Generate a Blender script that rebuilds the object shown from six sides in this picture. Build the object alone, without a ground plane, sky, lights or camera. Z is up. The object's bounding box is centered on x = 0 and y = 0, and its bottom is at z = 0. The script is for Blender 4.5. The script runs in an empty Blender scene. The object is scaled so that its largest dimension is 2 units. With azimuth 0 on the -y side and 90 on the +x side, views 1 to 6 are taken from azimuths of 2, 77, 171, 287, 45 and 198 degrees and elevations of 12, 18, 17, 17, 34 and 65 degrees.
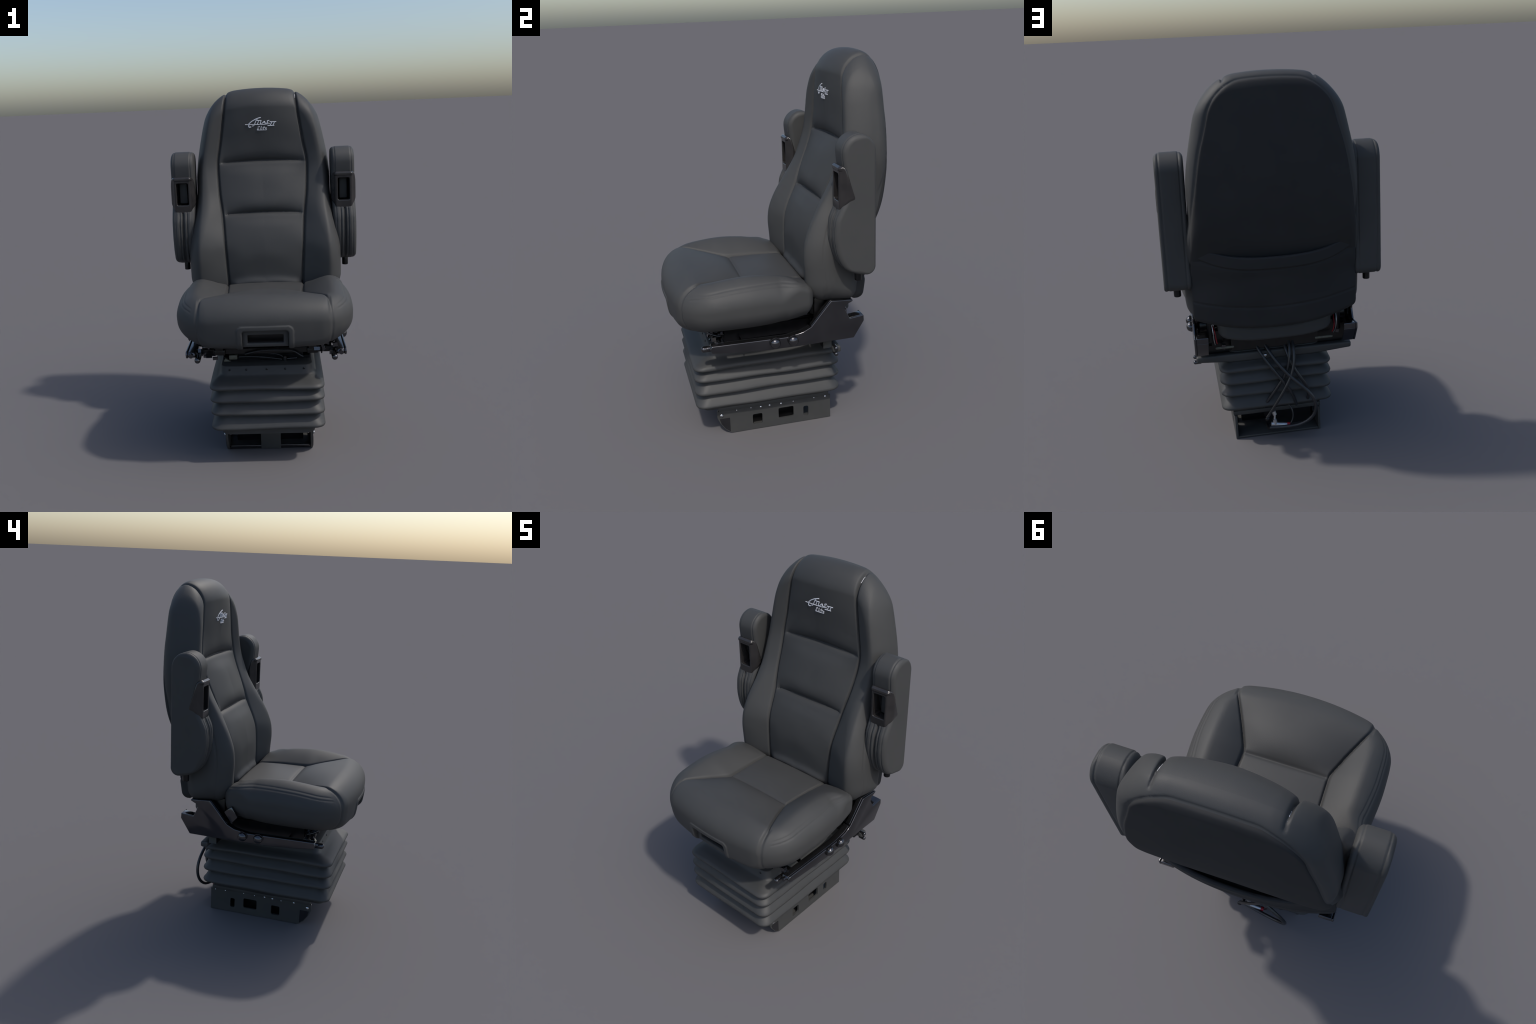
import bpy, bmesh, math, random
import numpy as np
from mathutils import Vector, Matrix

random.seed(7)
C = bpy.context.scene.collection

# ------------------------------------------------------------------ materials
def nodes_of(name):
    m = bpy.data.materials.new(name); m.use_nodes = True
    nt = m.node_tree; b = nt.nodes["Principled BSDF"]
    return m, nt, b

def make_mat(name, lo, hi, rough=0.5, spec=0.5, metal=0.0, patch=6.0, grain=0.0, grain_scale=500.0,
             coat=0.0, rough_var=0.0):
    """two-tone mottled surface with optional fine leather-like grain"""
    m, nt, b = nodes_of(name)
    tc = nt.nodes.new("ShaderNodeTexCoord")
    n = nt.nodes.new("ShaderNodeTexNoise"); n.inputs["Scale"].default_value = patch
    n.inputs["Detail"].default_value = 4.0
    nt.links.new(tc.outputs["Object"], n.inputs["Vector"])
    r = nt.nodes.new("ShaderNodeValToRGB")
    r.color_ramp.elements[0].position = 0.32; r.color_ramp.elements[1].position = 0.68
    r.color_ramp.elements[0].color = (*lo, 1); r.color_ramp.elements[1].color = (*hi, 1)
    nt.links.new(n.outputs["Fac"], r.inputs["Fac"])
    nt.links.new(r.outputs["Color"], b.inputs["Base Color"])
    b.inputs["Roughness"].default_value = rough
    b.inputs["Specular IOR Level"].default_value = spec
    b.inputs["Metallic"].default_value = metal
    b.inputs["Coat Weight"].default_value = coat
    if rough_var:
        mr = nt.nodes.new("ShaderNodeMapRange")
        mr.inputs["To Min"].default_value = rough - rough_var; mr.inputs["To Max"].default_value = rough + rough_var
        nt.links.new(n.outputs["Fac"], mr.inputs["Value"]); nt.links.new(mr.outputs["Result"], b.inputs["Roughness"])
    if grain:
        v = nt.nodes.new("ShaderNodeTexVoronoi"); v.inputs["Scale"].default_value = grain_scale
        nt.links.new(tc.outputs["Object"], v.inputs["Vector"])
        bp = nt.nodes.new("ShaderNodeBump"); bp.inputs["Strength"].default_value = grain
        bp.inputs["Distance"].default_value = 0.002
        nt.links.new(v.outputs["Distance"], bp.inputs["Height"]); nt.links.new(bp.outputs["Normal"], b.inputs["Normal"])
    return m

VINYL = make_mat("grey_vinyl", (.047, .0475, .047), (.052, .0522, .0515), .58, .32, patch=5, grain=.12, grain_scale=420)
VINYL_DARK = make_mat("vinyl_darker_tone", (.043, .0435, .0435), (.047, .0475, .047), .58, .32, patch=5, grain=.12, grain_scale=420)  # slightly darker tone of the grey vinyl, used on the backrest panels, skirt, hand hold and grip buttons
CLOTH = make_mat("black_back_cloth", (.022, .0225, .0235), (.026, .0262, .027), .75, .3, patch=7, grain=.2, grain_scale=700)
RUBBER = make_mat("bellows_rubber", (.040, .0405, .040), (.046, .046, .0455), .55, .4, patch=8)
STEEL = make_mat("painted_base_steel", (.042, .043, .042), (.050, .050, .049), .5, .4, patch=9)
GLOSS = make_mat("gloss_black_steel", (.085, .085, .092), (.105, .105, .112), .13, .5, .92, patch=12, rough_var=.05)
BLACK = make_mat("black_mechanism", (.003, .003, .0035), (.008, .008, .009), .28, .4, patch=30)
CHROME = make_mat("bolt_steel", (.55, .56, .58), (.7, .71, .73), .22, .5, 1.0, patch=40)
ALU = make_mat("cast_fitting_metal", (.45, .46, .48), (.6, .61, .63), .35, .5, .9, patch=40)
RED = make_mat("red_collar", (.28, .008, .015), (.36, .012, .025), .4, patch=20)
HOSE = make_mat("hose_rubber", (.018, .019, .021), (.026, .027, .03), .28, .5, patch=20)
THREAD = make_mat("silver_thread", (.55, .56, .60), (.70, .71, .75), .4, .5, .0, patch=200)
CREAM = make_mat("cream_plastic", (.08, .08, .065), (.14, .14, .11), .5, patch=30)
HANDLE = make_mat("handle_plastic", (.020, .019, .0195), (.028, .026, .026), .18, .6, patch=14, rough_var=.06)

# ------------------------------------------------------------------ object helpers
def link(ob, parent, mat=None):
    C.objects.link(ob)
    if parent is not None:
        ob.parent = parent
    if mat is not None:
        ob.data.materials.clear(); ob.data.materials.append(mat)
    return ob

def mesh_obj(name, verts, faces, parent, mat, smooth=True, normals=None):
    me = bpy.data.meshes.new(name)
    me.from_pydata([tuple(v) for v in verts], [], [tuple(f) for f in faces])
    me.update()
    if smooth:
        me.polygons.foreach_set("use_smooth", [True]*len(me.polygons))
    if normals is not None:
        me.normals_split_custom_set_from_vertices([tuple(n) for n in normals])
    return link(bpy.data.objects.new(name, me), parent, mat)

def bm_obj(name, bm, parent, mat, smooth_angle=40):
    me = bpy.data.meshes.new(name); bm.to_mesh(me); bm.free()
    me.polygons.foreach_set("use_smooth", [True]*len(me.polygons))
    me.set_sharp_from_angle(angle=math.radians(smooth_angle))
    return link(bpy.data.objects.new(name, me), parent, mat)

def bevel_all(bm, w, seg=2, ang=30):
    es = [e for e in bm.edges if len(e.link_faces) == 2 and e.calc_face_angle(0) > math.radians(ang)]
    bmesh.ops.bevel(bm, geom=es, offset=w, offset_type='OFFSET', segments=seg, profile=.5, affect='EDGES', clamp_overlap=True)

def add_box(bm, lo, hi, rot=None, pivot=None):
    r = bmesh.ops.create_cube(bm, size=1)
    lo, hi = Vector(lo), Vector(hi)
    for v in r['verts']:
        v.co = Vector(((lo[i]+hi[i])/2 + v.co[i]*(hi[i]-lo[i]) for i in range(3)))
    if rot is not None:
        p = Vector(pivot) if pivot is not None else (lo+hi)/2
        bmesh.ops.rotate(bm, verts=r['verts'], cent=p, matrix=rot)
    return r['verts']

def add_cyl(bm, a, b, r, seg=20, r2=None):
    a, b = Vector(a), Vector(b); d = b-a
    q = d.to_track_quat('Z', 'Y').to_matrix().to_4x4()
    bmesh.ops.create_cone(bm, cap_ends=True, segments=seg, radius1=r, radius2=r if r2 is None else r2,
                          depth=d.length, matrix=Matrix.Translation((a+b)/2) @ q)

def add_dome(bm, c, r, axis, flat=.8):
    q = Vector(axis).to_track_quat('Z', 'Y').to_matrix().to_4x4()
    bmesh.ops.create_uvsphere(bm, u_segments=20, v_segments=12, radius=r,
                              matrix=Matrix.Translation(c) @ q @ Matrix.Diagonal((1, 1, flat, 1)))

def box_obj(name, lo, hi, parent, mat, bev=.004):
    bm = bmesh.new(); add_box(bm, lo, hi)
    if bev: bevel_all(bm, bev)
    return bm_obj(name, bm, parent, mat)

def tube(name, pts, r, parent, mat, res=10, flat=None, kind='NURBS'):
    cu = bpy.data.curves.new(name, 'CURVE'); cu.dimensions = '3D'
    sp = cu.splines.new('NURBS' if kind == 'NURBS' else 'POLY')
    sp.points.add(len(pts)-1)
    for p, q in zip(sp.points, pts): p.co = (*q, 1)
    if kind == 'NURBS':
        sp.order_u = min(4, len(pts)); sp.use_endpoint_u = True
    sp.resolution_u = res
    cu.bevel_depth = r; cu.bevel_resolution = 3; cu.use_fill_caps = True
    tmp = bpy.data.objects.new(name, cu); C.objects.link(tmp)
    dg = bpy.context.evaluated_depsgraph_get()
    me = bpy.data.meshes.new_from_object(tmp.evaluated_get(dg))
    bpy.data.objects.remove(tmp); bpy.data.curves.remove(cu)
    me.polygons.foreach_set("use_smooth", [True]*len(me.polygons))
    me.name = name
    return link(bpy.data.objects.new(name, me), parent, mat)

def empty(name, loc=(0, 0, 0)):
    o = bpy.data.objects.new(name, None); o.location = loc; C.objects.link(o); return o

# ------------------------------------------------------------------ implicit-surface toolkit
def curve(*pts):
    """smooth monotone-ish profile through control points -> callable"""
    p = np.array(sorted(pts), float); x, y = p[:, 0], p[:, 1]
    h = np.diff(x); d = np.diff(y)/h
    m = np.zeros(len(x))
    for i in range(1, len(x)-1):
        if d[i-1]*d[i] > 0:
            w1, w2 = 2*h[i]+h[i-1], h[i]+2*h[i-1]
            m[i] = (w1+w2)/(w1/d[i-1]+w2/d[i])
    m[0], m[-1] = d[0], d[-1]
    xs = np.linspace(x[0], x[-1], 800)
    k = np.clip(np.searchsorted(x, xs)-1, 0, len(h)-1); t = (xs-x[k])/h[k]
    ys = (y[k]*(1+2*t)*(1-t)**2 + h[k]*m[k]*t*(1-t)**2 + y[k+1]*t*t*(3-2*t) + h[k]*m[k+1]*t*t*(t-1))
    ker = np.ones(31)/31; pad = np.concatenate([np.full(15, ys[0]), ys, np.full(15, ys[-1])])
    sm = np.convolve(pad, ker, 'valid'); sm[:15] = ys[:15]; sm[-15:] = ys[-15:]
    return lambda v: np.interp(v, xs, sm)

def rmax(a, b, r):
    """intersection of two half-space fields with a fillet of radius r"""
    u, v = np.maximum(a+r, 0), np.maximum(b+r, 0)
    return np.sqrt(u*u+v*v) - r + np.minimum(np.maximum(a+r, b+r), 0)

def rmin(a, b, r): return -rmax(-a, -b, r)
def smooth(t): t = np.clip(t, 0, 1); return t*t*(3-2*t)
def groove(d, w): return np.exp(-(d/w)**2)

def iso_mesh(f, lo, hi, step):
    """surface-nets polygonisation of f<0, vertices relaxed on to f=0; returns verts, quads, normals"""
    ax = [np.arange(lo[i], hi[i]+step, step) for i in range(3)]
    X, Y, Z = np.meshgrid(*ax, indexing='ij')
    V = np.empty(X.shape)
    for i in range(0, X.shape[0], 24):
        V[i:i+24] = f(X[i:i+24], Y[i:i+24], Z[i:i+24])
    S = V < 0
    n = [s-1 for s in V.shape]
    acc = np.zeros((*n, 3)); cnt = np.zeros(n)
    corners = [(a, b, c) for a in (0, 1) for b in (0, 1) for c in (0, 1)]
    sl = lambda c: tuple(slice(c[i], c[i]+n[i]) for i in range(3))
    for c in corners:
        for a in range(3):
            if c[a] == 0:
                e = list(c); e[a] = 1
                s0, s1 = S[sl(c)], S[sl(tuple(e))]; v0, v1 = V[sl(c)], V[sl(tuple(e))]
                mk = s0 != s1
                t = np.where(mk, v0/np.where(mk, v0-v1, 1), 0)
                for k in range(3):
                    acc[..., k] += np.where(mk, (t if k == a else c[k]), 0)
                cnt += mk
    act = cnt > 0
    idx = -np.ones(n, int); idx[act] = np.arange(act.sum())
    ijk = np.argwhere(act)
    P = np.array(lo) + (ijk + acc[act]/cnt[act][:, None])*step
    quads = []
    for a in range(3):
        b, c = (a+1) % 3, (a+2) % 3
        s0 = [slice(1, n[i]) for i in range(3)]; s0[a] = slice(0, n[a])
        s1 = list(s0); s1[a] = slice(1, n[a]+1)
        A, B = S[tuple(s0)], S[tuple(s1)]
        for flip in (False, True):
            e = np.argwhere((A & ~B) if not flip else (~A & B))
            off = np.ones(3, int); off[a] = 0
            e = e+off
            def cell(db, dc):
                q = e.copy(); q[:, b] -= db; q[:, c] -= dc
                return idx[q[:, 0], q[:, 1], q[:, 2]]
            q = np.stack([cell(1, 1), cell(0, 1), cell(0, 0), cell(1, 0)], 1)
            quads.append(q[:, ::-1] if flip else q)
    Q = np.concatenate(quads)
    h = 2e-4
    def grad(P):
        return np.stack([(f(P[:, 0]+h*(k == 0), P[:, 1]+h*(k == 1), P[:, 2]+h*(k == 2)) -
                          f(P[:, 0]-h*(k == 0), P[:, 1]-h*(k == 1), P[:, 2]-h*(k == 2)))/(2*h) for k in range(3)], 1)
    for _ in range(4):
        g = grad(P); s = f(P[:, 0], P[:, 1], P[:, 2])
        d = -(s/np.maximum((g*g).sum(1), .05))[:, None]*g
        L = np.linalg.norm(d, axis=1, keepdims=True)
        P = P + d*np.minimum(1, .5*step/np.maximum(L, 1e-9))
    g = grad(P); N = g/np.maximum(np.linalg.norm(g, axis=1, keepdims=True), 1e-9)
    return P, Q, N

def split_obj(P, Q, N, regions, classify, parent):
    """cut one smooth surface in named patches with shared border vertices and normals.
    regions: list of (name, material); classify(face centres)->region number"""
    lab = classify(P[Q].mean(1)); out = []
    for k, (name, mat) in enumerate(regions):
        q = Q[lab == k]
        if len(q) == 0: out.append(None); continue
        u, inv = np.unique(q, return_inverse=True)
        out.append(mesh_obj(name, P[u], inv.reshape(q.shape), parent, mat, normals=N[u]))
    return out

def seg_dist(px, py, pts):
    """distance to a 2-D polyline"""
    best = np.full(np.shape(px), 9.0)
    for (x0, y0), (x1, y1) in zip(pts[:-1], pts[1:]):
        dx, dy = x1-x0, y1-y0; t = np.clip(((px-x0)*dx+(py-y0)*dy)/(dx*dx+dy*dy), 0, 1)
        best = np.minimum(best, np.hypot(px-x0-t*dx, py-y0-t*dy))
    return best

seat = empty("suspension_seat")
seat["label"] = "dark grey vinyl truck driver seat on black rubber bellows suspension base"
seat["category"] = "vehicle seat"

# ================================================================== BACKREST
b_width = curve((.70, .43), (.80, .452), (.9, .457), (1.06, .455), (1.2, .443), (1.3, .425), (1.38, .418), (1.45, .414), (1.55, .405),
                (1.65, .388), (1.73, .371), (1.8, .355), (1.85, .341), (1.9, .325), (2.02, .295))
b_bolster = curve((.70, .13), (.9, .118), (1.0, .112), (1.07, .117), (1.14, .134), (1.2, .158), (1.27, .196), (1.3, .214),
                  (1.4, .277), (1.455, .303), (1.55, .334), (1.65, .345), (1.85, .352), (2.02, .36))
b_seam_y = curve((.70, .17), (.87, .168), (1.05, .175), (1.25, .250), (1.39, .305), (1.55, .360), (1.68, .370), (1.78, .374), (1.9, .378), (2.02, .38))
b_centre = curve((.70, .16), (.85, .152), (1.0, .153), (1.1, .168), (1.2, .203), (1.25, .238), (1.32, .248), (1.40, .277), (1.5, .318), (1.56, .355), (1.65, .354),
                 (1.79, .346), (1.88, .346), (2.02, .350))
b_seam_x = curve((.70, .218), (.87, .223), (1.06, .233), (1.25, .246), (1.40, .264), (1.55, .271), (1.68, .250), (1.77, .236), (1.9, .217), (2.02, .205))
b_back = curve((.70, .43), (.85, .435), (1.0, .45), (1.10, .485), (1.16, .506), (1.2, .521), (1.26, .540), (1.34, .557), (1.45, .566), (1.6, .569), (1.77, .563),
               (1.9, .556), (2.02, .55))
SEAM_HEAD, SEAM_LUMBAR = 1.557, 1.254

def back_front_y(ax, z):
    xs, W = b_seam_x(z), b_width(z)
    ys, yc, yb = b_seam_y(z), b_centre(z), b_bolster(z)
    u = np.clip(ax/xs, 0, 1)
    panel = ys + (yc-ys)*(1-u**2.4)
    hw = xs*1.0
    for zz, dep in ((SEAM_HEAD, .027), (SEAM_LUMBAR, .029)):
        d = z-(zz+.012*(1-u*u))
        # cushion rolls steeply into the seam from above, softly from below
        panel = panel + dep*(.45+.55*(1-u*u))*smooth((1-u)*7)*np.where(d > 0, np.exp(-d/.022), np.exp(d/.008))
    # loose fabric tucked up where the panel meets the cushion
    panel = panel - .014*smooth((1-u)*4)*groove(z-.852-.010*np.sin(17*ax+.6), .024)
    t = np.clip((ax-xs)/(W-xs), 0, 1.3)
    inner = (ys-yb)*np.clip(1-t/.72, 0, 1)**1.45
    outer = (.060+.030*groove(z-1.27, .16))*np.clip((t-.64)/.36, 0, 2)**2
    bol = yb+inner+outer
    y = np.where(ax < xs, panel, bol)
    y = y + .0013*np.sin(23*ax+11*z)*np.sin(19*z-7*ax)          # soft lived-in undulation
    return y + .014*groove(ax-xs, .0065)

def back_field(x, y, z):
    ax = np.abs(x)
    W = b_width(z) - .016*smooth((y-.25)/.25)*smooth((1.50-z)/.2)
    top = z-(2.0-.35*x*x)
    g = rmax(ax-W, top, .145)
    low = smooth((1.3-z)/.25)
    a = back_front_y(ax, z)-y
    b = y-(b_back(z)-(.012+.018*low)*(ax/.36)**3-.008*groove(z-1.29, .13)*np.clip(1-(ax/.33)**2, 0, 1))
    r1 = .070+.055*smooth((z-1.74)/.2)+.045*groove(z-1.27, .16)
    r2 = .052+.022*smooth((z-1.80)/.15)
    f = rmax(g, b, r2)
    f = rmax(f, a, r1)
    bottom = (.735+.035*(ax/.4)**2)-z
    f = rmax(f, bottom, .06+.05*smooth((.35-y)/.15))
    # stitched seam over the crown, continuing the panel seam to the back
    crown = smooth((z-1.86)/.05)*smooth((y-.36)/.03)*smooth((.53-y)/.02)
    f = f + .007*groove(ax-b_seam_x(z), .007)*crown
    # vertical piping line on bolster side
    yl = b_bolster(z)+.085
    f = f + .0035*groove(y-yl, .006)*smooth((ax-(W-.06))/.03)*smooth((1.45-z)/.2)
    # edge seam around the back cover
    return f + .004*groove(cover_edge(ax, z), .007)*smooth((y-.46)/.02)*smooth((z-1.15)/.06)

cover_w = curve((1.0, .43), (1.2, .412), (1.26, .407), (1.384, .391), (1.49, .374), (1.64, .346), (1.77, .309), (1.88, .282), (2.0, .25))
def cover_edge(ax, z):
    return rmax(ax-cover_w(z), z-(1.972-.35*ax*ax), .13)

P, Q, N = iso_mesh(back_field, (-.50, .04, .70), (.50, .64, 2.02), .0062)
def cls_back(c):
    ax = np.abs(c[:, 0]); xs = b_seam_x(c[:, 2]); z = c[:, 2]
    front = c[:, 1] < .47
    inner = ax < xs
    lab = np.full(len(c), 5)
    lab[inner & front & (z > .85)] = 2
    lab[inner & front & (z > SEAM_LUMBAR)] = 1
    lab[inner & front & (z > SEAM_HEAD)] = 0
    lab[(~inner) & front & (c[:, 0] > 0)] = 3
    lab[(~inner) & front & (c[:, 0] < 0)] = 4
    return lab
backrest = empty("backrest"); backrest.parent = seat
split_obj(P, Q, N, [("headrest_panel", VINYL_DARK), ("shoulder_panel", VINYL_DARK), ("lumbar_panel", VINYL_DARK),
                    ("backrest_bolster", VINYL), ("backrest_bolster.001", VINYL), ("backrest_shell", VINYL)], cls_back, backrest)

def cover_field(x, y, z):
    ax = np.abs(x)
    f = back_field(x, y, z)-.005
    f = rmax(f, cover_edge(ax, z)+.004, .005)
    f = np.maximum(f, 1.05-z)
    return np.maximum(f, .44-y)
P, Q, N = iso_mesh(cover_field, (-.46, .43, 1.03), (.46, .63, 2.0), .0062)
mesh_obj("back_cover", P, Q, backrest, CLOTH, normals=N)

# map pocket on the back
pk_y = curve((.70, .455), (.76, .470), (.85, .484), (1.0, .506), (1.08, .528), (1.2, .538))
def pocket_field(x, y, z):
    ax = np.abs(x)
    yp = pk_y(z)-(.066+.026*smooth((z-.85)/.2))*(ax/.43)**2.4
    yp = yp + .004*np.sin(9*x+14*z)*smooth((1.05-z)/.1)*smooth((z-.85)/.05)
    hem = 1.125+.065*(ax/.38)**3
    band = smooth((z-(hem-.066))/.006)
    yp = yp+.006*band - .004*groove(z-(hem-.07), .006)
    yp = yp - .004*groove(z-(.845+.04*(ax/.4)**2), .007)
    f = rmax(y-yp, z-hem, .010)
    f = rmax(f, yp-.020-.05*smooth((1.085-z)/.03)-y, .006)
    f = rmax(f, ax-(.424-.010*smooth((z-1.0)/.15)), .010)
    return rmax(f, (.715+.055*(ax/.4)**2.2)-z, .035)
P, Q, N = iso_mesh(pocket_field, (-.45, .30, .68), (.45, .60, 1.22), .0062)
mesh_obj("map_pocket", P, Q, backrest, CLOTH, normals=N)

def skirt_field(x, y, z):
    ax = np.abs(x)
    f = rmax(ax-.302, y-(.408-.030*(ax/.3)**4), .045)
    f = rmax(f, .17-y, .04)
    f = rmax(f, (.632+.03*(ax/.3)**3)-z, .02)
    f = f+.005*groove(z-(.705+.03*(ax/.3)**2), .008)
    return np.maximum(f, z-.79)
P, Q, N = iso_mesh(skirt_field, (-.33, .14, .61), (.33, .47, .81), .007)
mesh_obj("fabric_skirt", P, Q, backrest, VINYL_DARK, normals=N)

# embroidered badge: raised thread strokes on the headrest
def badge_point(X, Y):
    x = -.093+(X-250)*.0001127
    z = 1.785+(785-Y)*.000114-.042*(x+.093)
    y = float(back_front_y(np.array([abs(x)]), np.array([z]))[0])
    return (x, y-.0008, z)
strokes = [
    ([(1100, 405), (950, 445), (800, 505), (600, 615), (450, 745)], 30), ([(450, 740), (430, 900), (480, 930), (570, 895)], 34),
    ([(250, 785), (700, 780), (1000, 770), (1300, 760), (1570, 725)], 22),
    ([(930, 470), (840, 560), (760, 740), (700, 850), (620, 850)], 26),
    ([(880, 565), (1130, 560)], 24), ([(980, 580), (895, 760)], 26), ([(1110, 560), (1040, 740), (1180, 745)], 26),
    ([(1170, 700), (1290, 590), (1315, 730)], 26), ([(1185, 670), (1310, 670)], 18),
    ([(1550, 552), (1410, 582), (1480, 650), (1440, 700), (1340, 705)], 26),
    ([(1560, 632), (1910, 620)], 24), ([(1440, 828), (1800, 812)], 24), ([(1680, 640), (1570, 815)], 28), ([(1815, 635), (1725, 810)], 28),
    ([(1040, 905), (980, 842), (910, 900), (965, 955), (880, 1000), (875, 1040), (970, 1005)], 18),
    ([(1135, 840), (1045, 1030)], 18), ([(1170, 930), (1110, 1030)], 18), ([(1262, 850), (1205, 1030)], 20), ([(1190, 920), (1330, 920)], 16),
    ([(1300, 985), (1410, 950), (1380, 925), (1320, 960), (1330, 1015), (1400, 1015)], 16), ([(870, 1062), (1380, 1050)], 20)]
bm = bmesh.new()
for pts, w in strokes:
    dense = []
    for (a, b), (c, d) in zip(pts[:-1], pts[1:]):
        n = max(2, int(math.hypot(c-a, d-b)/25))
        dense += [(a+(c-a)*i/n, b+(d-b)*i/n) for i in range(n)]
    dense.append(pts[-1])
    if len(dense) > 6:
        for _ in range(2):
            dense = [dense[0]]+[tuple((dense[i-1][k]+2*dense[i][k]+dense[i+1][k])/4 for k in (0, 1)) for i in range(1, len(dense)-1)]+[dense[-1]]
    r = w*.0001127*.85
    rings = []
    for i, (X, Y) in enumerate(dense):
        j0, j1 = max(0, i-1), min(len(dense)-1, i+1)
        tx, ty = dense[j1][0]-dense[j0][0], -(dense[j1][1]-dense[j0][1]); L = math.hypot(tx, ty); nx, nz = -ty/L, tx/L
        c = badge_point(X, Y); ring = []
        for k in range(6):
            a = 2*math.pi*k/6
            ring.append(bm.verts.new((c[0]+nx*r*math.cos(a), c[1]-.0022*math.sin(a), c[2]+nz*r*math.cos(a))))
        rings.append(ring)
    for A, B in zip(rings[:-1], rings[1:]):
        for k in range(6):
            bm.faces.new((A[k], A[(k+1) % 6], B[(k+1) % 6], B[k]))
    bm.faces.new(rings[0]); bm.faces.new(rings[-1][::-1])
bmesh.ops.recalc_face_normals(bm, faces=bm.faces)
badge = bm_obj("embroidered_lettering", bm, backrest, THREAD, 60)

# pale thread showing in the crown seams
for j, (sx, ya, yb) in enumerate(((1, .425, .475), (-1, .450, .490))):
    pts = []
    for i in range(9):
        yy = ya+(yb-ya)*i/8; zz = 1.93
        xx = sx*float(b_seam_x(1.965))
        for _ in range(60):
            v = float(back_field(np.array([xx]), np.array([yy]), np.array([zz]))[0]); zz -= v*.7
        pts.append((xx+.0012*math.sin(9*i), yy, zz-.001+.0012*math.sin(5*i)))
    tube("seam_thread" if j == 0 else "seam_thread.001", pts, .0016, backrest, THREAD)

# ================================================================== CUSHION
c_half = curve((-.62, .41), (-.45, .455), (-.3, .473), (-.2, .475), (-.05, .465), (.08, .445), (.2, .425))
c_ridge = curve((-.62, .89), (-.50, .910), (-.44, .920), (-.34, .936), (-.19, .947), (-.07, .940), (.04, .915), (.10, .890), (.2, .85))
c_mid = curve((-.62, .940), (-.45, .944), (-.40, .943), (-.33, .937), (-.27, .926), (-.22, .908), (-.19, .889), (-.168, .872), (-.14, .876), (-.05, .878), (.08, .870), (.2, .850))
c_seam_z = curve((-.62, .925), (-.45, .925), (-.32, .901), (-.17, .870), (0, .864), (.16, .853), (.2, .85))
c_seam_x = curve((-.62, .345), (-.45, .335), (-.38, .305), (-.32, .275), (-.24, .238), (-.17, .212), (-.05, .215), (.16, .226), (.2, .228))
def cushion_top(ax, y):
    xs = c_seam_x(y); zs = c_seam_z(y); u = np.clip(ax/xs, 0, 1)
    mid = zs+(c_mid(y)-zs)*(1-u**2.2) - .007*groove(y+.168, .010)*smooth((1-u)*12)
    t = np.clip((ax-xs)/(.375-xs), 0, 1)
    zr = c_ridge(y)
    bol = zs+(zr-zs)*(1-(1-t)**1.6) - .5*np.clip(ax-.36, 0, 1)**2
    return np.where(ax < xs, mid, bol) - .012*groove(ax-xs, .007)*smooth((y+.60)/.05)

def cushion_field(x, y, z):
    ax = np.abs(x)
    g = rmax(ax-c_half(y), (-.570+.34*x*x)-y, .145)
    g = rmax(g, y-(.156-.25*np.clip(ax-.3, 0, 1)**2), .038)
    bulge = .06*((z-.82)/.15)**2
    g = g+bulge*.35
    f = rmax(g, z-cushion_top(ax, y), .118-.082*smooth((y+.03)/.12))
    f = rmax(f, .672+.02*smooth((y+.1)/.25)-z, np.maximum(.048+.047*smooth((y+.45)/.15), .048+.062*smooth((ax-.27)/.12)*smooth((.10-y)/.12)))
    # side stitching (twin seam) and front corner seam
    side = smooth((ax-.37)/.02)*smooth((y+.50)/.04)
    zl = .914-.35*(y+.15)**2
    f = f + .0020*(groove(z-zl, .004)+groove(z-zl+.014, .004))*side
    f = f + .005*groove(ax-(.338+.012*np.sin((z-.68)/.25*3.1)), .007)*smooth((-.40-y)/.04)*smooth((.93-z)/.02)
    # raised hand-hold frame in the front face
    fr = rmax(np.abs(x-.004)-.150, z-.812, .035)
    f = f - .005*smooth(-fr/.010)*smooth((-.40-y)/.05)*smooth((.835-z)/.02)
    hole = rmax(np.abs(x-.006)-.118, z-.782, .015)
    hole = rmax(hole, y+.420-.15*smooth((.70-z)/.05), .01)
    return rmax(f, -hole, .008)

P, Q, N = iso_mesh(cushion_field, (-.51, -.63, .64), (.51, .19, 1.0), .0055)
def cls_cush(c):
    ax = np.abs(c[:, 0]); lab = np.full(len(c), 0)
    inner = ax < np.where(c[:, 1] > -.45, c_seam_x(c[:, 1]), .338)
    lab[inner & (c[:, 1] > -.168)] = 1
    lab[~inner & (c[:, 0] > 0)] = 2; lab[~inner & (c[:, 0] < 0)] = 3
    return lab
cushion = empty("seat_cushion"); cushion.parent = seat
split_obj(P, Q, N, [("thigh_panel", VINYL), ("seat_panel", VINYL), ("cushion_bolster", VINYL), ("cushion_bolster.001", VINYL)], cls_cush, cushion)

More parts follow.
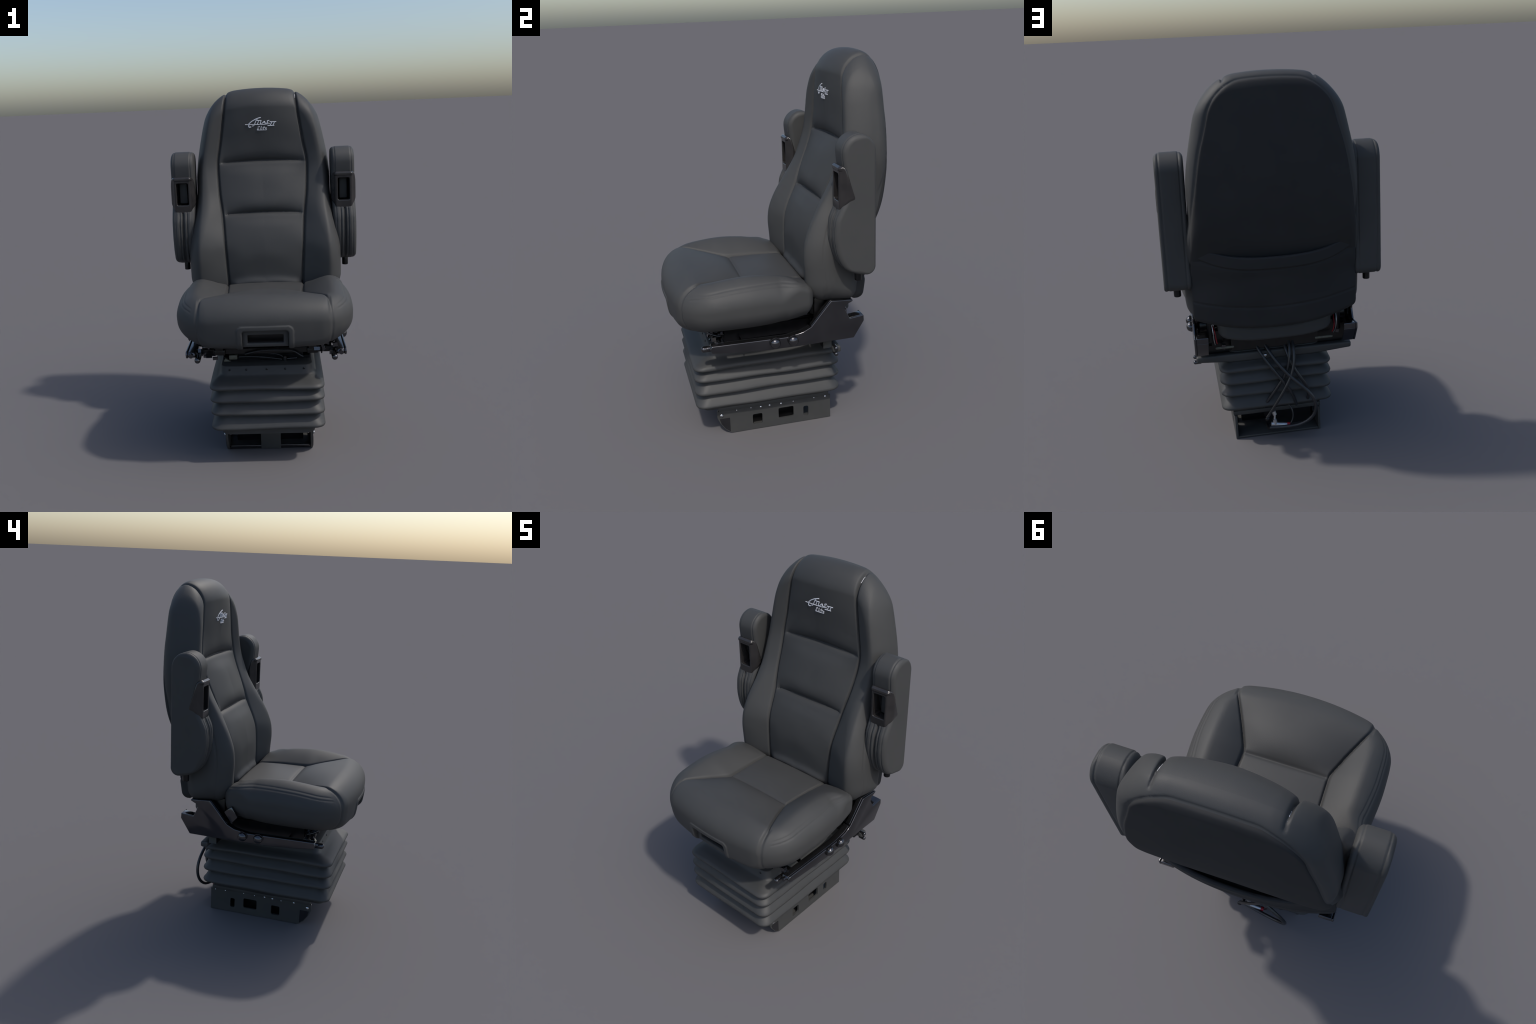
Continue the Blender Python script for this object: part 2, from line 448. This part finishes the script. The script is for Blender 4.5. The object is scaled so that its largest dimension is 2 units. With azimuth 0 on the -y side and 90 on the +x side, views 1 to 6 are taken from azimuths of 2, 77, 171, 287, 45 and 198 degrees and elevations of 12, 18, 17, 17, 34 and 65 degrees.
# adjuster hand-hold inside the front opening
bm = bmesh.new()
hx, hz0, hz1, hy = .006, .700, .790, -.538
def frame_ring(bm, ox, oz0, oz1, ix, iz0, iz1, y0, y1, cx):
    o = [(-ox, oz0), (ox, oz0), (ox, oz1), (-ox, oz1)]; i = [(-ix, iz0), (ix, iz0), (ix, iz1), (-ix, iz1)]
    def row(l, y): return [bm.verts.new((cx+a, y, b)) for a, b in l]
    O0, I0, O1, I1 = row(o, y0), row(i, y0), row(o, y1), row(i, y1)
    for k in range(4):
        j = (k+1) % 4
        bm.faces.new((O0[k], O0[j], I0[j], I0[k])); bm.faces.new((O1[k], I1[k], I1[j], O1[j]))
        bm.faces.new((O0[k], O1[k], O1[j], O0[j])); bm.faces.new((I0[k], I0[j], I1[j], I1[k]))
frame_ring(bm, .119, hz0-.01, hz1, .092, .710, .754, hy, hy+.03, hx)
bmesh.ops.recalc_face_normals(bm, faces=bm.faces); bevel_all(bm, .006)
bm_obj("hand_hold", bm, cushion, VINYL_DARK)
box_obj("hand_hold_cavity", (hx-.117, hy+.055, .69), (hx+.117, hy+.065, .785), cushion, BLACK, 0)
box_obj("cushion_pan", (-.27, -.38, .650), (.27, .13, .70), cushion, BLACK)

# ================================================================== ARMRESTS
a_front = curve((.92, .375), (.95, .322), (.97, .290), (1.0, .262), (1.04, .242), (1.08, .230), (1.15, .221), (1.22, .226), (1.28, .250), (1.33, .274), (1.45, .274), (1.55, .266), (1.66, .264))
def arm_field(x, y, z):
    xc = .480+.007*(1.6-z)/.65; hw = .0700-.001*smooth((1.3-z)/.3)
    p = rmax(a_front(z)-y, z-1.638, .088)
    q = rmax(y-.431, z-1.638, .088)
    p = np.maximum(p, q)
    p = rmax(p, .948-z, .045)
    f = rmax(p, np.abs(x-xc)-hw, .030-.018*smooth((y-.34)/.06))
    # hollow behind the grip handle
    gh = rmax(rmax(np.abs(x-.483)-.036, np.abs(z-1.39)-.067, .008), y-.375, .004)
    f = rmax(f, -gh, .004)
    gm = smooth((1.29-z)/.03)*smooth((.33-y)/.06)
    f = f+(.016*groove(x-.487, .007)+.006*groove(x-.507, .004)+.006*groove(x-.462, .004))*gm
    # piping seams set in from both faces
    rim = smooth((np.abs(p)-.02)/-.02)
    f = f+.0028*(groove(x-xc-hw+.022, .004)+groove(x-xc+hw-.022, .004))*smooth((p+.012)/.008)
    return f
PA, QA, NA = iso_mesh(arm_field, (.39, .16, .92), (.57, .45, 1.66), .0048)

def handle_field(x, y, z):
    xc = .483; hw = .051+.0225*smooth((y-.254)/.038)
    p = rmax(.252-y, z-1.494, .012)
    p = rmax(p, ((y-.285)*.955+(z-1.475)*.296), .02)       # sloping rear edge of the wing
    p = rmax(p, (1.268+.30*np.clip(y-.25, 0, 1)+16*np.clip(np.abs(x-xc)-.02, 0, 1)**2)-z, .012)
    f = rmax(p, np.abs(x-xc)-hw, .010)
    f = f - .004*smooth((z-1.468)/.006)*smooth((1.49-z)/.006)*smooth((.27-y)/.01)
    well = rmax(np.abs(x-xc)-.035, np.abs(z-1.390)-.066, .008)
    well = rmax(well, y-.39, .004)
    f = rmax(f, -well, .004)
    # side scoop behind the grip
    return f
PH, QH, NH = iso_mesh(handle_field, (.40, .21, 1.25), (.57, .37, 1.51), .0032)

for s, sfx in ((1, ""), (-1, ".001")):
    S3 = np.array([s, 1, 1.0])
    fl = (lambda q: q) if s > 0 else (lambda q: q[:, ::-1])
    arm = mesh_obj("armrest"+sfx, PA*S3, fl(QA), seat, VINYL, normals=NA*S3)
    mesh_obj("grip_handle"+sfx, PH*S3, fl(QH), arm, HANDLE, normals=NH*S3)
    box_obj("grip_button"+sfx, (s*.483-.024, .305, 1.328), (s*.483+.024, .36, 1.452), arm, VINYL_DARK, .008)
    bm = bmesh.new(); add_cyl(bm, (s*.4925, .361, .906), (s*.4925, .361, .96), .0185); bevel_all(bm, .004, ang=50)
    bm_obj("stop_pin"+sfx, bm, arm, BLACK)
    bm = bmesh.new(); add_cyl(bm, (s*.40, .35, 1.08), (s*.43, .35, 1.08), .045); bm_obj("pivot_boss"+sfx, bm, arm, BLACK)

# ================================================================== BELLOWS
def rounded_loop(cx, cy, hx, hy, r, n=10):
    pts = []
    for k, (sx, sy) in enumerate(((1, -1), (1, 1), (-1, 1), (-1, -1))):
        a0 = -math.pi/2+k*math.pi/2
        for i in range(n+1):
            a = a0+i/n*math.pi/2
            pts.append((cx+sx*(hx-r)+r*math.cos(a), cy+sy*(hy-r)+r*math.sin(a)))
    # subdivide the long straights so the sides can sag a little
    out = []
    for (x0, y0), (x1, y1) in zip(pts, pts[1:]+pts[:1]):
        m = max(1, int(math.hypot(x1-x0, y1-y0)/.03))
        out += [(x0+(x1-x0)*i/m, y0+(y1-y0)*i/m) for i in range(m)]
    return out

ridges = [.211, .291, .366, .434]
prof = [(.062, .162), (.056, .165), (.052, .186)]                    # (inset from ridge, height)
for k, zr in enumerate(ridges):
    if k: prof += [(.034, zr-.016), (.027, zr-.013)]
    prof += [(.010, zr-.011), (.002, zr-.007), (0, zr), (.002, zr+.007), (.010, zr+.017)]
    if k < 3: prof += [(.028, ridges[k+1]-.026), (.034, ridges[k+1]-.021)]
prof += [(.035, .462), (.050, .474), (.058, .482), (.060, .525), (.064, .529), (.12, .529)]
loops = []
for d, z in prof:
    ins_f = d*1.6 if z > .44 else d          # front slope leans back further
    hx = .307-d; y0, y1 = -.470+ins_f, .330-d
    if z < .19: y0 = -.43
    loops.append((rounded_loop(0, (y0+y1)/2, hx, (y1-y0)/2, .055 if d < .04 else .04), z))
n = len(loops[0][0]); 
verts, faces = [], []
ref = rounded_loop(0, 0, .30, .39, .05)
def resample(l, n):
    a = np.array(l+[l[0]]); s = np.concatenate([[0], np.cumsum(np.hypot(*np.diff(a, axis=0).T))])
    t = np.linspace(0, s[-1], n, endpoint=False)
    return np.stack([np.interp(t, s, a[:, 0]), np.interp(t, s, a[:, 1])], 1)
n = 220
for l, z in loops:
    for i, (x, y) in enumerate(resample(l, n)):
        w = .0022*math.sin(7*x+5*y+40*z)+.0015*math.sin(17*y-11*x+20*z)
        verts.append((x, y, z+w if .15 < z < .46 else z))
m = len(loops)
for j in range(m-1):
    for i in range(n):
        faces.append((j*n+i, j*n+(i+1) % n, (j+1)*n+(i+1) % n, (j+1)*n+i))
faces.append(tuple(range(n))[::-1]); faces.append(tuple((m-1)*n+i for i in range(n)))
bel = mesh_obj("suspension_bellows", verts, faces, seat, RUBBER)
bel.data.set_sharp_from_angle(angle=math.radians(60))

# ================================================================== BASE FRAME
def side_plate(sign, parent, name):
    """side wall with three windows, built as butted panels round the openings"""
    x0, x1 = (.228, .240) if sign > 0 else (-.240, -.228)
    holes = [(-.162, -.107, .030, .092), (-.015, .072, .040, .105), (.128, .157, .030, .092)]
    bm = bmesh.new()
    outline = [(-.282, 0), (.285, 0), (.285, .140), (-.355, .140), (-.358, .105), (-.345, .070), (-.315, .025), (-.284, .001)]
    outer = [bm.verts.new((x0, y, z)) for y, z in outline]
    edges = [bm.edges.new((outer[i], outer[(i+1) % len(outer)])) for i in range(len(outer))]
    for y0, y1, z0, z1 in holes:
        r = .009; loop = []
        for k, (cy, cz) in enumerate(((y1-r, z0+r), (y1-r, z1-r), (y0+r, z1-r), (y0+r, z0+r))):
            for i in range(4):
                a = -math.pi/2+k*math.pi/2+i/3*math.pi/2
                loop.append(bm.verts.new((x0, cy+r*math.cos(a), cz+r*math.sin(a))))
        edges += [bm.edges.new((loop[i], loop[(i+1) % len(loop)])) for i in range(len(loop))]
    fs = bmesh.ops.triangle_fill(bm, edges=edges, use_beauty=True)['geom']
    fs = [f for f in bm.faces]
    ex = bmesh.ops.extrude_face_region(bm, geom=fs)
    vs = [g for g in ex['geom'] if isinstance(g, bmesh.types.BMVert)]
    bmesh.ops.translate(bm, verts=vs, vec=(x1-x0, 0, 0))
    bmesh.ops.recalc_face_normals(bm, faces=bm.faces)
    return bm_obj(name, bm, parent, STEEL, 30)
base = box_obj("base_frame", (-.2275, -.275, .001), (.2275, .283, .012), seat, STEEL, .003)
side_plate(1, base, "base_side_plate"); side_plate(-1, base, "base_side_plate.001")
box_obj("base_top_plate", (-.246, -.350, .1405), (.246, .275, .165), base, STEEL, .004)
box_obj("base_front_post", (-.050, -.290, .003), (.062, -.2835, .140), base, STEEL, .003)
box_obj("base_core", (-.19, -.20, .0125), (.19, .12, .140), base, BLACK, .004)
box_obj("base_front_lip", (-.2275, -.283, .000), (.2275, -.2755, .020), base, GLOSS, .002)
for s, sfx in ((1, ""), (-1, ".001")):
    # gloss black gusset at the front corner, standing 2 mm proud of the side plate
    bm = bmesh.new(); pts = [(-.290, .012), (-.290, .095), (-.345, .095), (-.338, .066), (-.315, .032)]
    vs = [bm.verts.new((s*.2405, y, z)) for y, z in pts]; f = bm.faces.new(vs)
    ex = bmesh.ops.extrude_face_region(bm, geom=[f]); bmesh.ops.translate(bm, verts=[g for g in ex['geom'] if isinstance(g, bmesh.types.BMVert)], vec=(s*.002, 0, 0))
    bmesh.ops.recalc_face_normals(bm, faces=bm.faces)
    bm_obj("base_gusset"+sfx, bm, base, GLOSS)
k = 0
def rivet(loc, axis, r, parent, mat=CHROME, name="rivet"):
    global k
    bm = bmesh.new(); add_dome(bm, loc, r, axis, .6)
    bm_obj(name if k == 0 else name+".%03d" % k, bm, parent, mat); k += 1
for s in (1, -1):
    for yy in (-.25, -.17, -.115, -.065, .00, .07, .19, .255):
        rivet((s*.243, yy, .137+random.uniform(-.003, .003)), (s, 0, .3), random.choice((.0035, .004, .006)), base)
    rivet((s*.245, -.335, .118), (s, 0, 0), .010, base); rivet((s*.215, -.350, .128), (0, -1, 0), .008, base)
for xx in (-.20, -.11, .0, .10, .20):
    rivet((xx, -.3755, .508), (0, -1, 0), .006, bel, BLACK)

# rear valve plate, air fitting and hoses
bm = bmesh.new()
vs = [bm.verts.new((x, .205, z)) for x, z in ((.085, .145), (.050, .022), (.02, .0125), (-.20, .0125), (-.20, .140))]
f = bm.faces.new(vs); ex = bmesh.ops.extrude_face_region(bm, geom=[f])
bmesh.ops.translate(bm, verts=[g for g in ex['geom'] if isinstance(g, bmesh.types.BMVert)], vec=(0, -.008, 0))
bmesh.ops.recalc_face_normals(bm, faces=bm.faces)
bm_obj("valve_plate", bm, base, BLACK)
bm = bmesh.new()
add_cyl(bm, (.047, .335, .098), (-.040, .335, .083), .0115); add_cyl(bm, (.024, .335, .094), (.026, .335, .125), .0115)
add_cyl(bm, (.026, .335, .125), (.024, .332, .150), .006); add_cyl(bm, (.024, .332, .150), (.030, .330, .172), .0115)
bm_obj("air_fitting", bm, base, ALU)
bm = bmesh.new(); add_cyl(bm, (-.0405, .335, .083), (-.056, .335, .080), .0122); bm_obj("hose_collar", bm, base, RED)
bm = bmesh.new(); add_cyl(bm, (.066, .30, .080), (.060, .345, .078), .009); add_dome(bm, (.070, .36, .145), .012, (0, 1, 0)); bm_obj("hose_clip", bm, base, BLACK)
hoses = [
    ([(.115, .22, .60), (.105, .31, .56), (.05, .352, .47), (-.03, .367, .36), (-.085, .352, .27), (-.10, .322, .19)], .0085),
    ([(.07, .22, .60), (.055, .322, .555), (-.01, .36, .45), (-.09, .375, .365), (-.175, .398, .29), (-.208, .398, .20), (-.165, .38, .11), (-.07, .36, .075), (.062, .335, .078)], .0095),
    ([(-.095, .22, .62), (-.097, .33, .55), (-.097, .365, .45), (-.045, .378, .34), (.01, .37, .25), (.070, .355, .15)], .0085),
    ([(-.075, .22, .62), (-.078, .33, .56), (-.07, .352, .44), (-.01, .349, .34), (.05, .33, .25), (.08, .30, .19)], .0085),
    ([(-.05, .22, .60), (-.048, .322, .54), (-.08, .352, .44), (-.14, .36, .35), (-.175, .349, .28), (-.165, .315, .21)], .009),
    ([(-.056, .335, .080), (-.085, .335, .11), (-.085, .325, .16), (-.06, .31, .19)], .0045)]
for i, (pts, r) in enumerate(hoses):
    tube("air_hose" if i == 0 else "air_hose.%03d" % i, pts, r, seat, HOSE)

# ================================================================== SIDE BRACKETS AND RAILS
arm_outline = [(.13, .655), (.085, .632), (.0, .617), (-.2, .620), (-.385, .622), (-.395, .605), (-.385, .584), (-.30, .573), (-.1, .560), (.05, .558), (.13, .559)]
ear_outline = [(.13, .559), (.36, .562), (.416, .652), (.414, .684), (.338, .675), (.312, .728), (.318, .750), (.355, .768), (.355, .776), (.238, .784), (.13, .655)]
def prism(bm, outline, x0, x1):
    vs = [bm.verts.new((x0, y, z)) for y, z in outline]; f = bm.faces.new(vs)
    ex = bmesh.ops.extrude_face_region(bm, geom=[f])
    bmesh.ops.translate(bm, verts=[g for g in ex['geom'] if isinstance(g, bmesh.types.BMVert)], vec=(x1-x0, 0, 0))
    bmesh.ops.recalc_face_normals(bm, faces=bm.faces)
for s, sfx in ((1, ""), (-1, ".001")):
    bm = bmesh.new(); prism(bm, ear_outline[1:-1]+arm_outline, s*.418, s*.430)
    # inward flanges of the pressed ear
    for (ya, za), (yb, zb), dep in (((.36, .562), (.416, .652), .062), ((.416, .652), (.414, .684), .062), ((.414, .684), (.338, .675), .05),
                                    ((.355, .776), (.238, .784), .05), ((.238, .784), (.13, .655), .03)):
        e = Vector((0, yb-ya, zb-za)).normalized(); nrm = Vector((0, -e.z, e.y))*.008
        c = Vector((0, .27, .66)); 
        if (Vector((0, ya, za))+nrm-c).length > (Vector((0, ya, za))-c).length: nrm = -nrm
        A, B = Vector((s*.4185, ya, za)), Vector((s*.4185, yb, zb)); D = Vector((-s*dep, 0, 0))
        q = [bm.verts.new(p) for p in (A, B, B+nrm, A+nrm, A+D, B+D, B+nrm+D, A+nrm+D)]
        for ff in ((0, 1, 2, 3), (7, 6, 5, 4), (0, 4, 5, 1), (1, 5, 6, 2), (2, 6, 7, 3), (3, 7, 4, 0)): bm.faces.new([q[i] for i in ff])
    bmesh.ops.recalc_face_normals(bm, faces=bm.faces)
    bevel_all(bm, .005, 3)
    br = bm_obj("side_bracket"+sfx, bm, seat, GLOSS)
    bm = bmesh.new(); prism(bm, [(y, z-.003 if z > .6 else z+.003) for y, z in arm_outline], s*.378, s*.4175); bevel_all(bm, .004, 2)
    bm_obj("bracket_arm"+sfx, bm, br, GLOSS, 50)
    for j, (yy, zz) in enumerate(((-.063, .598), (.031, .598))):
        bm = bmesh.new(); add_cyl(bm, (s*.43, yy, zz), (s*.438, yy, zz), .030, 24); add_dome(bm, (s*.437, yy, zz), .0275, (s, 0, 0), .85)
        bm_obj("bracket_bolt"+[[".000", ".001"], [".002", ".003"]][0 if s > 0 else 1][j] if (s < 0 or j) else "bracket_bolt", bm, br, GLOSS)
    bm = bmesh.new(); add_cyl(bm, (s*.364, -.420, .583), (s*.364, -.36, .583), .016); add_dome(bm, (s*.364, -.420, .583), .016, (0, -1, 0)); 
    add_cyl(bm, (s*.40, -.405, .602), (s*.40, -.37, .602), .012)
    bm_obj("rail_pin"+sfx, bm, br, GLOSS)
    bm = bmesh.new(); add_box(bm, (s*.25-.03, -.36, .585), (s*.25+.03, .25, .615)); add_box(bm, (s*.25-.022, -.38, .615), (s*.25+.022, .27, .650))
    bevel_all(bm, .006)
    bm_obj("slide_rail"+sfx, bm, seat, BLACK)

# cross bar behind the suspension
bm = bmesh.new()
add_box(bm, (-.425, .248, .474), (.425, .292, .522))
for v in bm.verts:
    if v.co.z < .5: v.co.z = .488
bmesh.ops.subdivide_edges(bm, edges=[e for e in bm.edges if abs(e.verts[0].co.x-e.verts[1].co.x) > .5], cuts=3)
for v in bm.verts:
    if abs(v.co.x) < .3 and v.co.z < .5: v.co.z = .472
bevel_all(bm, .010, 3)
cb = bm_obj("cross_bar", bm, seat, STEEL)
bm = bmesh.new()
for zz in (.516, .484): add_cyl(bm, (.40, .262, zz), (.432, .262, zz), .011); add_dome(bm, (.432, .262, zz), .011, (1, 0, 0))
bm_obj("cross_bar_stop", bm, cb, GLOSS)
rivet((.055, .297, .497), (0, 1, 0), .010, cb, CHROME, "tube_bolt")

# suspension head between bellows and slide rails
bm = bmesh.new()
add_box(bm, (-0.236, -0.272, 0.508), (0.236, 0.245, 0.545)); add_box(bm, (-0.2, -0.260, 0.537), (0.2, 0.220, 0.600))
add_box(bm, (-0.36, -0.220, 0.567), (0.36, -0.220, 0.600)); add_box(bm, (-0.36, 0.160, 0.575), (0.36, 0.200, 0.600)); add_box(bm, (-0.3, -0.300, 0.580), (0.3, 0.240, 0.645))
add_box(bm, (-0.4, 0.190, 0.555), (0.4, 0.220, 0.630))
add_box(bm, (-.405, .20, .512), (.405, .246, .645)); add_box(bm, (-.40, -.335, .585), (.40, -.315, .612)); add_box(bm, (-.235, .12, .545), (.235, .30, .625))
bevel_all(bm, .004)
head = bm_obj("suspension_head", bm, seat, BLACK)
rods = [([(-0.345, -0.335, 0.628), (-0.2, -0.336, 0.630), (0.1, -0.336, 0.632), (0.345, -0.335, 0.634)], .008, GLOSS),
        ([(-0.27, -0.325, 0.608), (-0.05, -0.325, 0.608), (0.27, -0.325, 0.610)], .0075, GLOSS),
        ([(-0.115, -0.345, 0.585), (-0.06, -0.350, 0.602), (0.01, -0.350, 0.608), (0.1, -0.350, 0.604), (0.155, -0.350, 0.602), (0.185, -0.350, 0.570), (0.2, -0.350, 0.565)], .0045, HOSE),
        ([(-0.15, -0.300, 0.555), (-0.05, -0.305, 0.560), (0.03, -0.305, 0.545), (0.085, -0.305, 0.536)], .005, HOSE),
        ([(-0.13, -0.300, 0.575), (-0.02, -0.305, 0.578), (0.06, -0.305, 0.578), (0.09, -0.305, 0.550)], .0035, HOSE),
        ([(0.11, -0.300, 0.538), (0.165, -0.300, 0.540)], .005, GLOSS),
        ([(0.345, -0.330, 0.635), (0.36, -0.370, 0.648), (0.36, -0.405, 0.680)], .006, GLOSS), ([(-0.345, -0.330, 0.635), (-0.36, -0.370, 0.648), (-0.36, -0.405, 0.680)], .006, GLOSS),
        ([(0.27, -0.300, 0.632), (0.27, 0.100, 0.658), (0.27, 0.200, 0.660)], .007, GLOSS), ([(-0.27, -0.300, 0.632), (-0.27, 0.100, 0.658), (-0.27, 0.200, 0.660)], .007, GLOSS)]
for i, (pts, r, mt) in enumerate(rods):
    tube("linkage_rod" if i == 0 else "linkage_rod.%03d" % i, pts, r, head, mt)
bm = bmesh.new(); add_cyl(bm, (0.1, -0.305, 0.555), (0.1, -0.305, 0.525), .012); add_dome(bm, (0.1, -0.305, 0.525), .012, (0, 0.000, -1.000)); bm_obj("adjuster_knob", bm, head, GLOSS)
bm = bmesh.new()
add_box(bm, (-0.205, -0.305, 0.540), (-0.16, -0.275, 0.565)); add_box(bm, (-0.235, -0.300, 0.510), (-0.185, -0.278, 0.535), Matrix.Rotation(.5, 3, 'Y')); bevel_all(bm, .004)
bm_obj("valve_body", bm, head, CREAM)
bm = bmesh.new()
for i in range(46):
    s = 1 if i % 2 else -1
    c = Vector((s*random.uniform(.255, .385), random.choice([random.uniform(-.37, -.31), random.uniform(.14, .30)]), random.uniform(.57, .655)))
    d = Vector([random.uniform(.004, .016) for _ in range(3)])
    add_box(bm, c-d, c+d, Matrix.Rotation(random.uniform(0, 1.5), 3, random.choice("XYZ")))
o = bm_obj("latch_hardware", bm, head, GLOSS); o["kind"] = "stuff"
# recliner hinges with wiring, either side under the backrest
for s, sfx in ((1, ""), (-1, ".001")):
    bm = bmesh.new(); add_box(bm, (s*.345-.012, .17, .62), (s*.345+.012, .33, .78)); add_cyl(bm, (s*.33, .24, .69), (s*.395, .24, .69), .045); bevel_all(bm, .005, ang=50)
    bm_obj("recliner_hinge"+sfx, bm, seat, BLACK)
    tube("red_wire"+sfx, [(s*.325, .30, .70), (s*.315, .36, .675), (s*.318, .37, .65), (s*.31, .33, .61)], .0028, seat, RED)
    tube("grey_wire"+sfx, [(s*.335, .30, .74), (s*.325, .37, .70), (s*.332, .37, .66), (s*.32, .32, .60)], .0025, seat, ALU)
    box_obj("crossmember_plate"+sfx, (s*.27-.05, .293, .562), (s*.27+.05, .303, .576), head, CREAM, .006)
# recline lever paddle beside the cushion, on a short shaft from the hinge
bm = bmesh.new()
prism(bm, [(.094, .777), (.140, .740), (.093, .674), (.057, .717)], -.460, -.432); bevel_all(bm, .006)
add_cyl(bm, (-.435, .10, .705), (-.35, .18, .69), .012)
bm_obj("recline_lever", bm, seat, GLOSS)
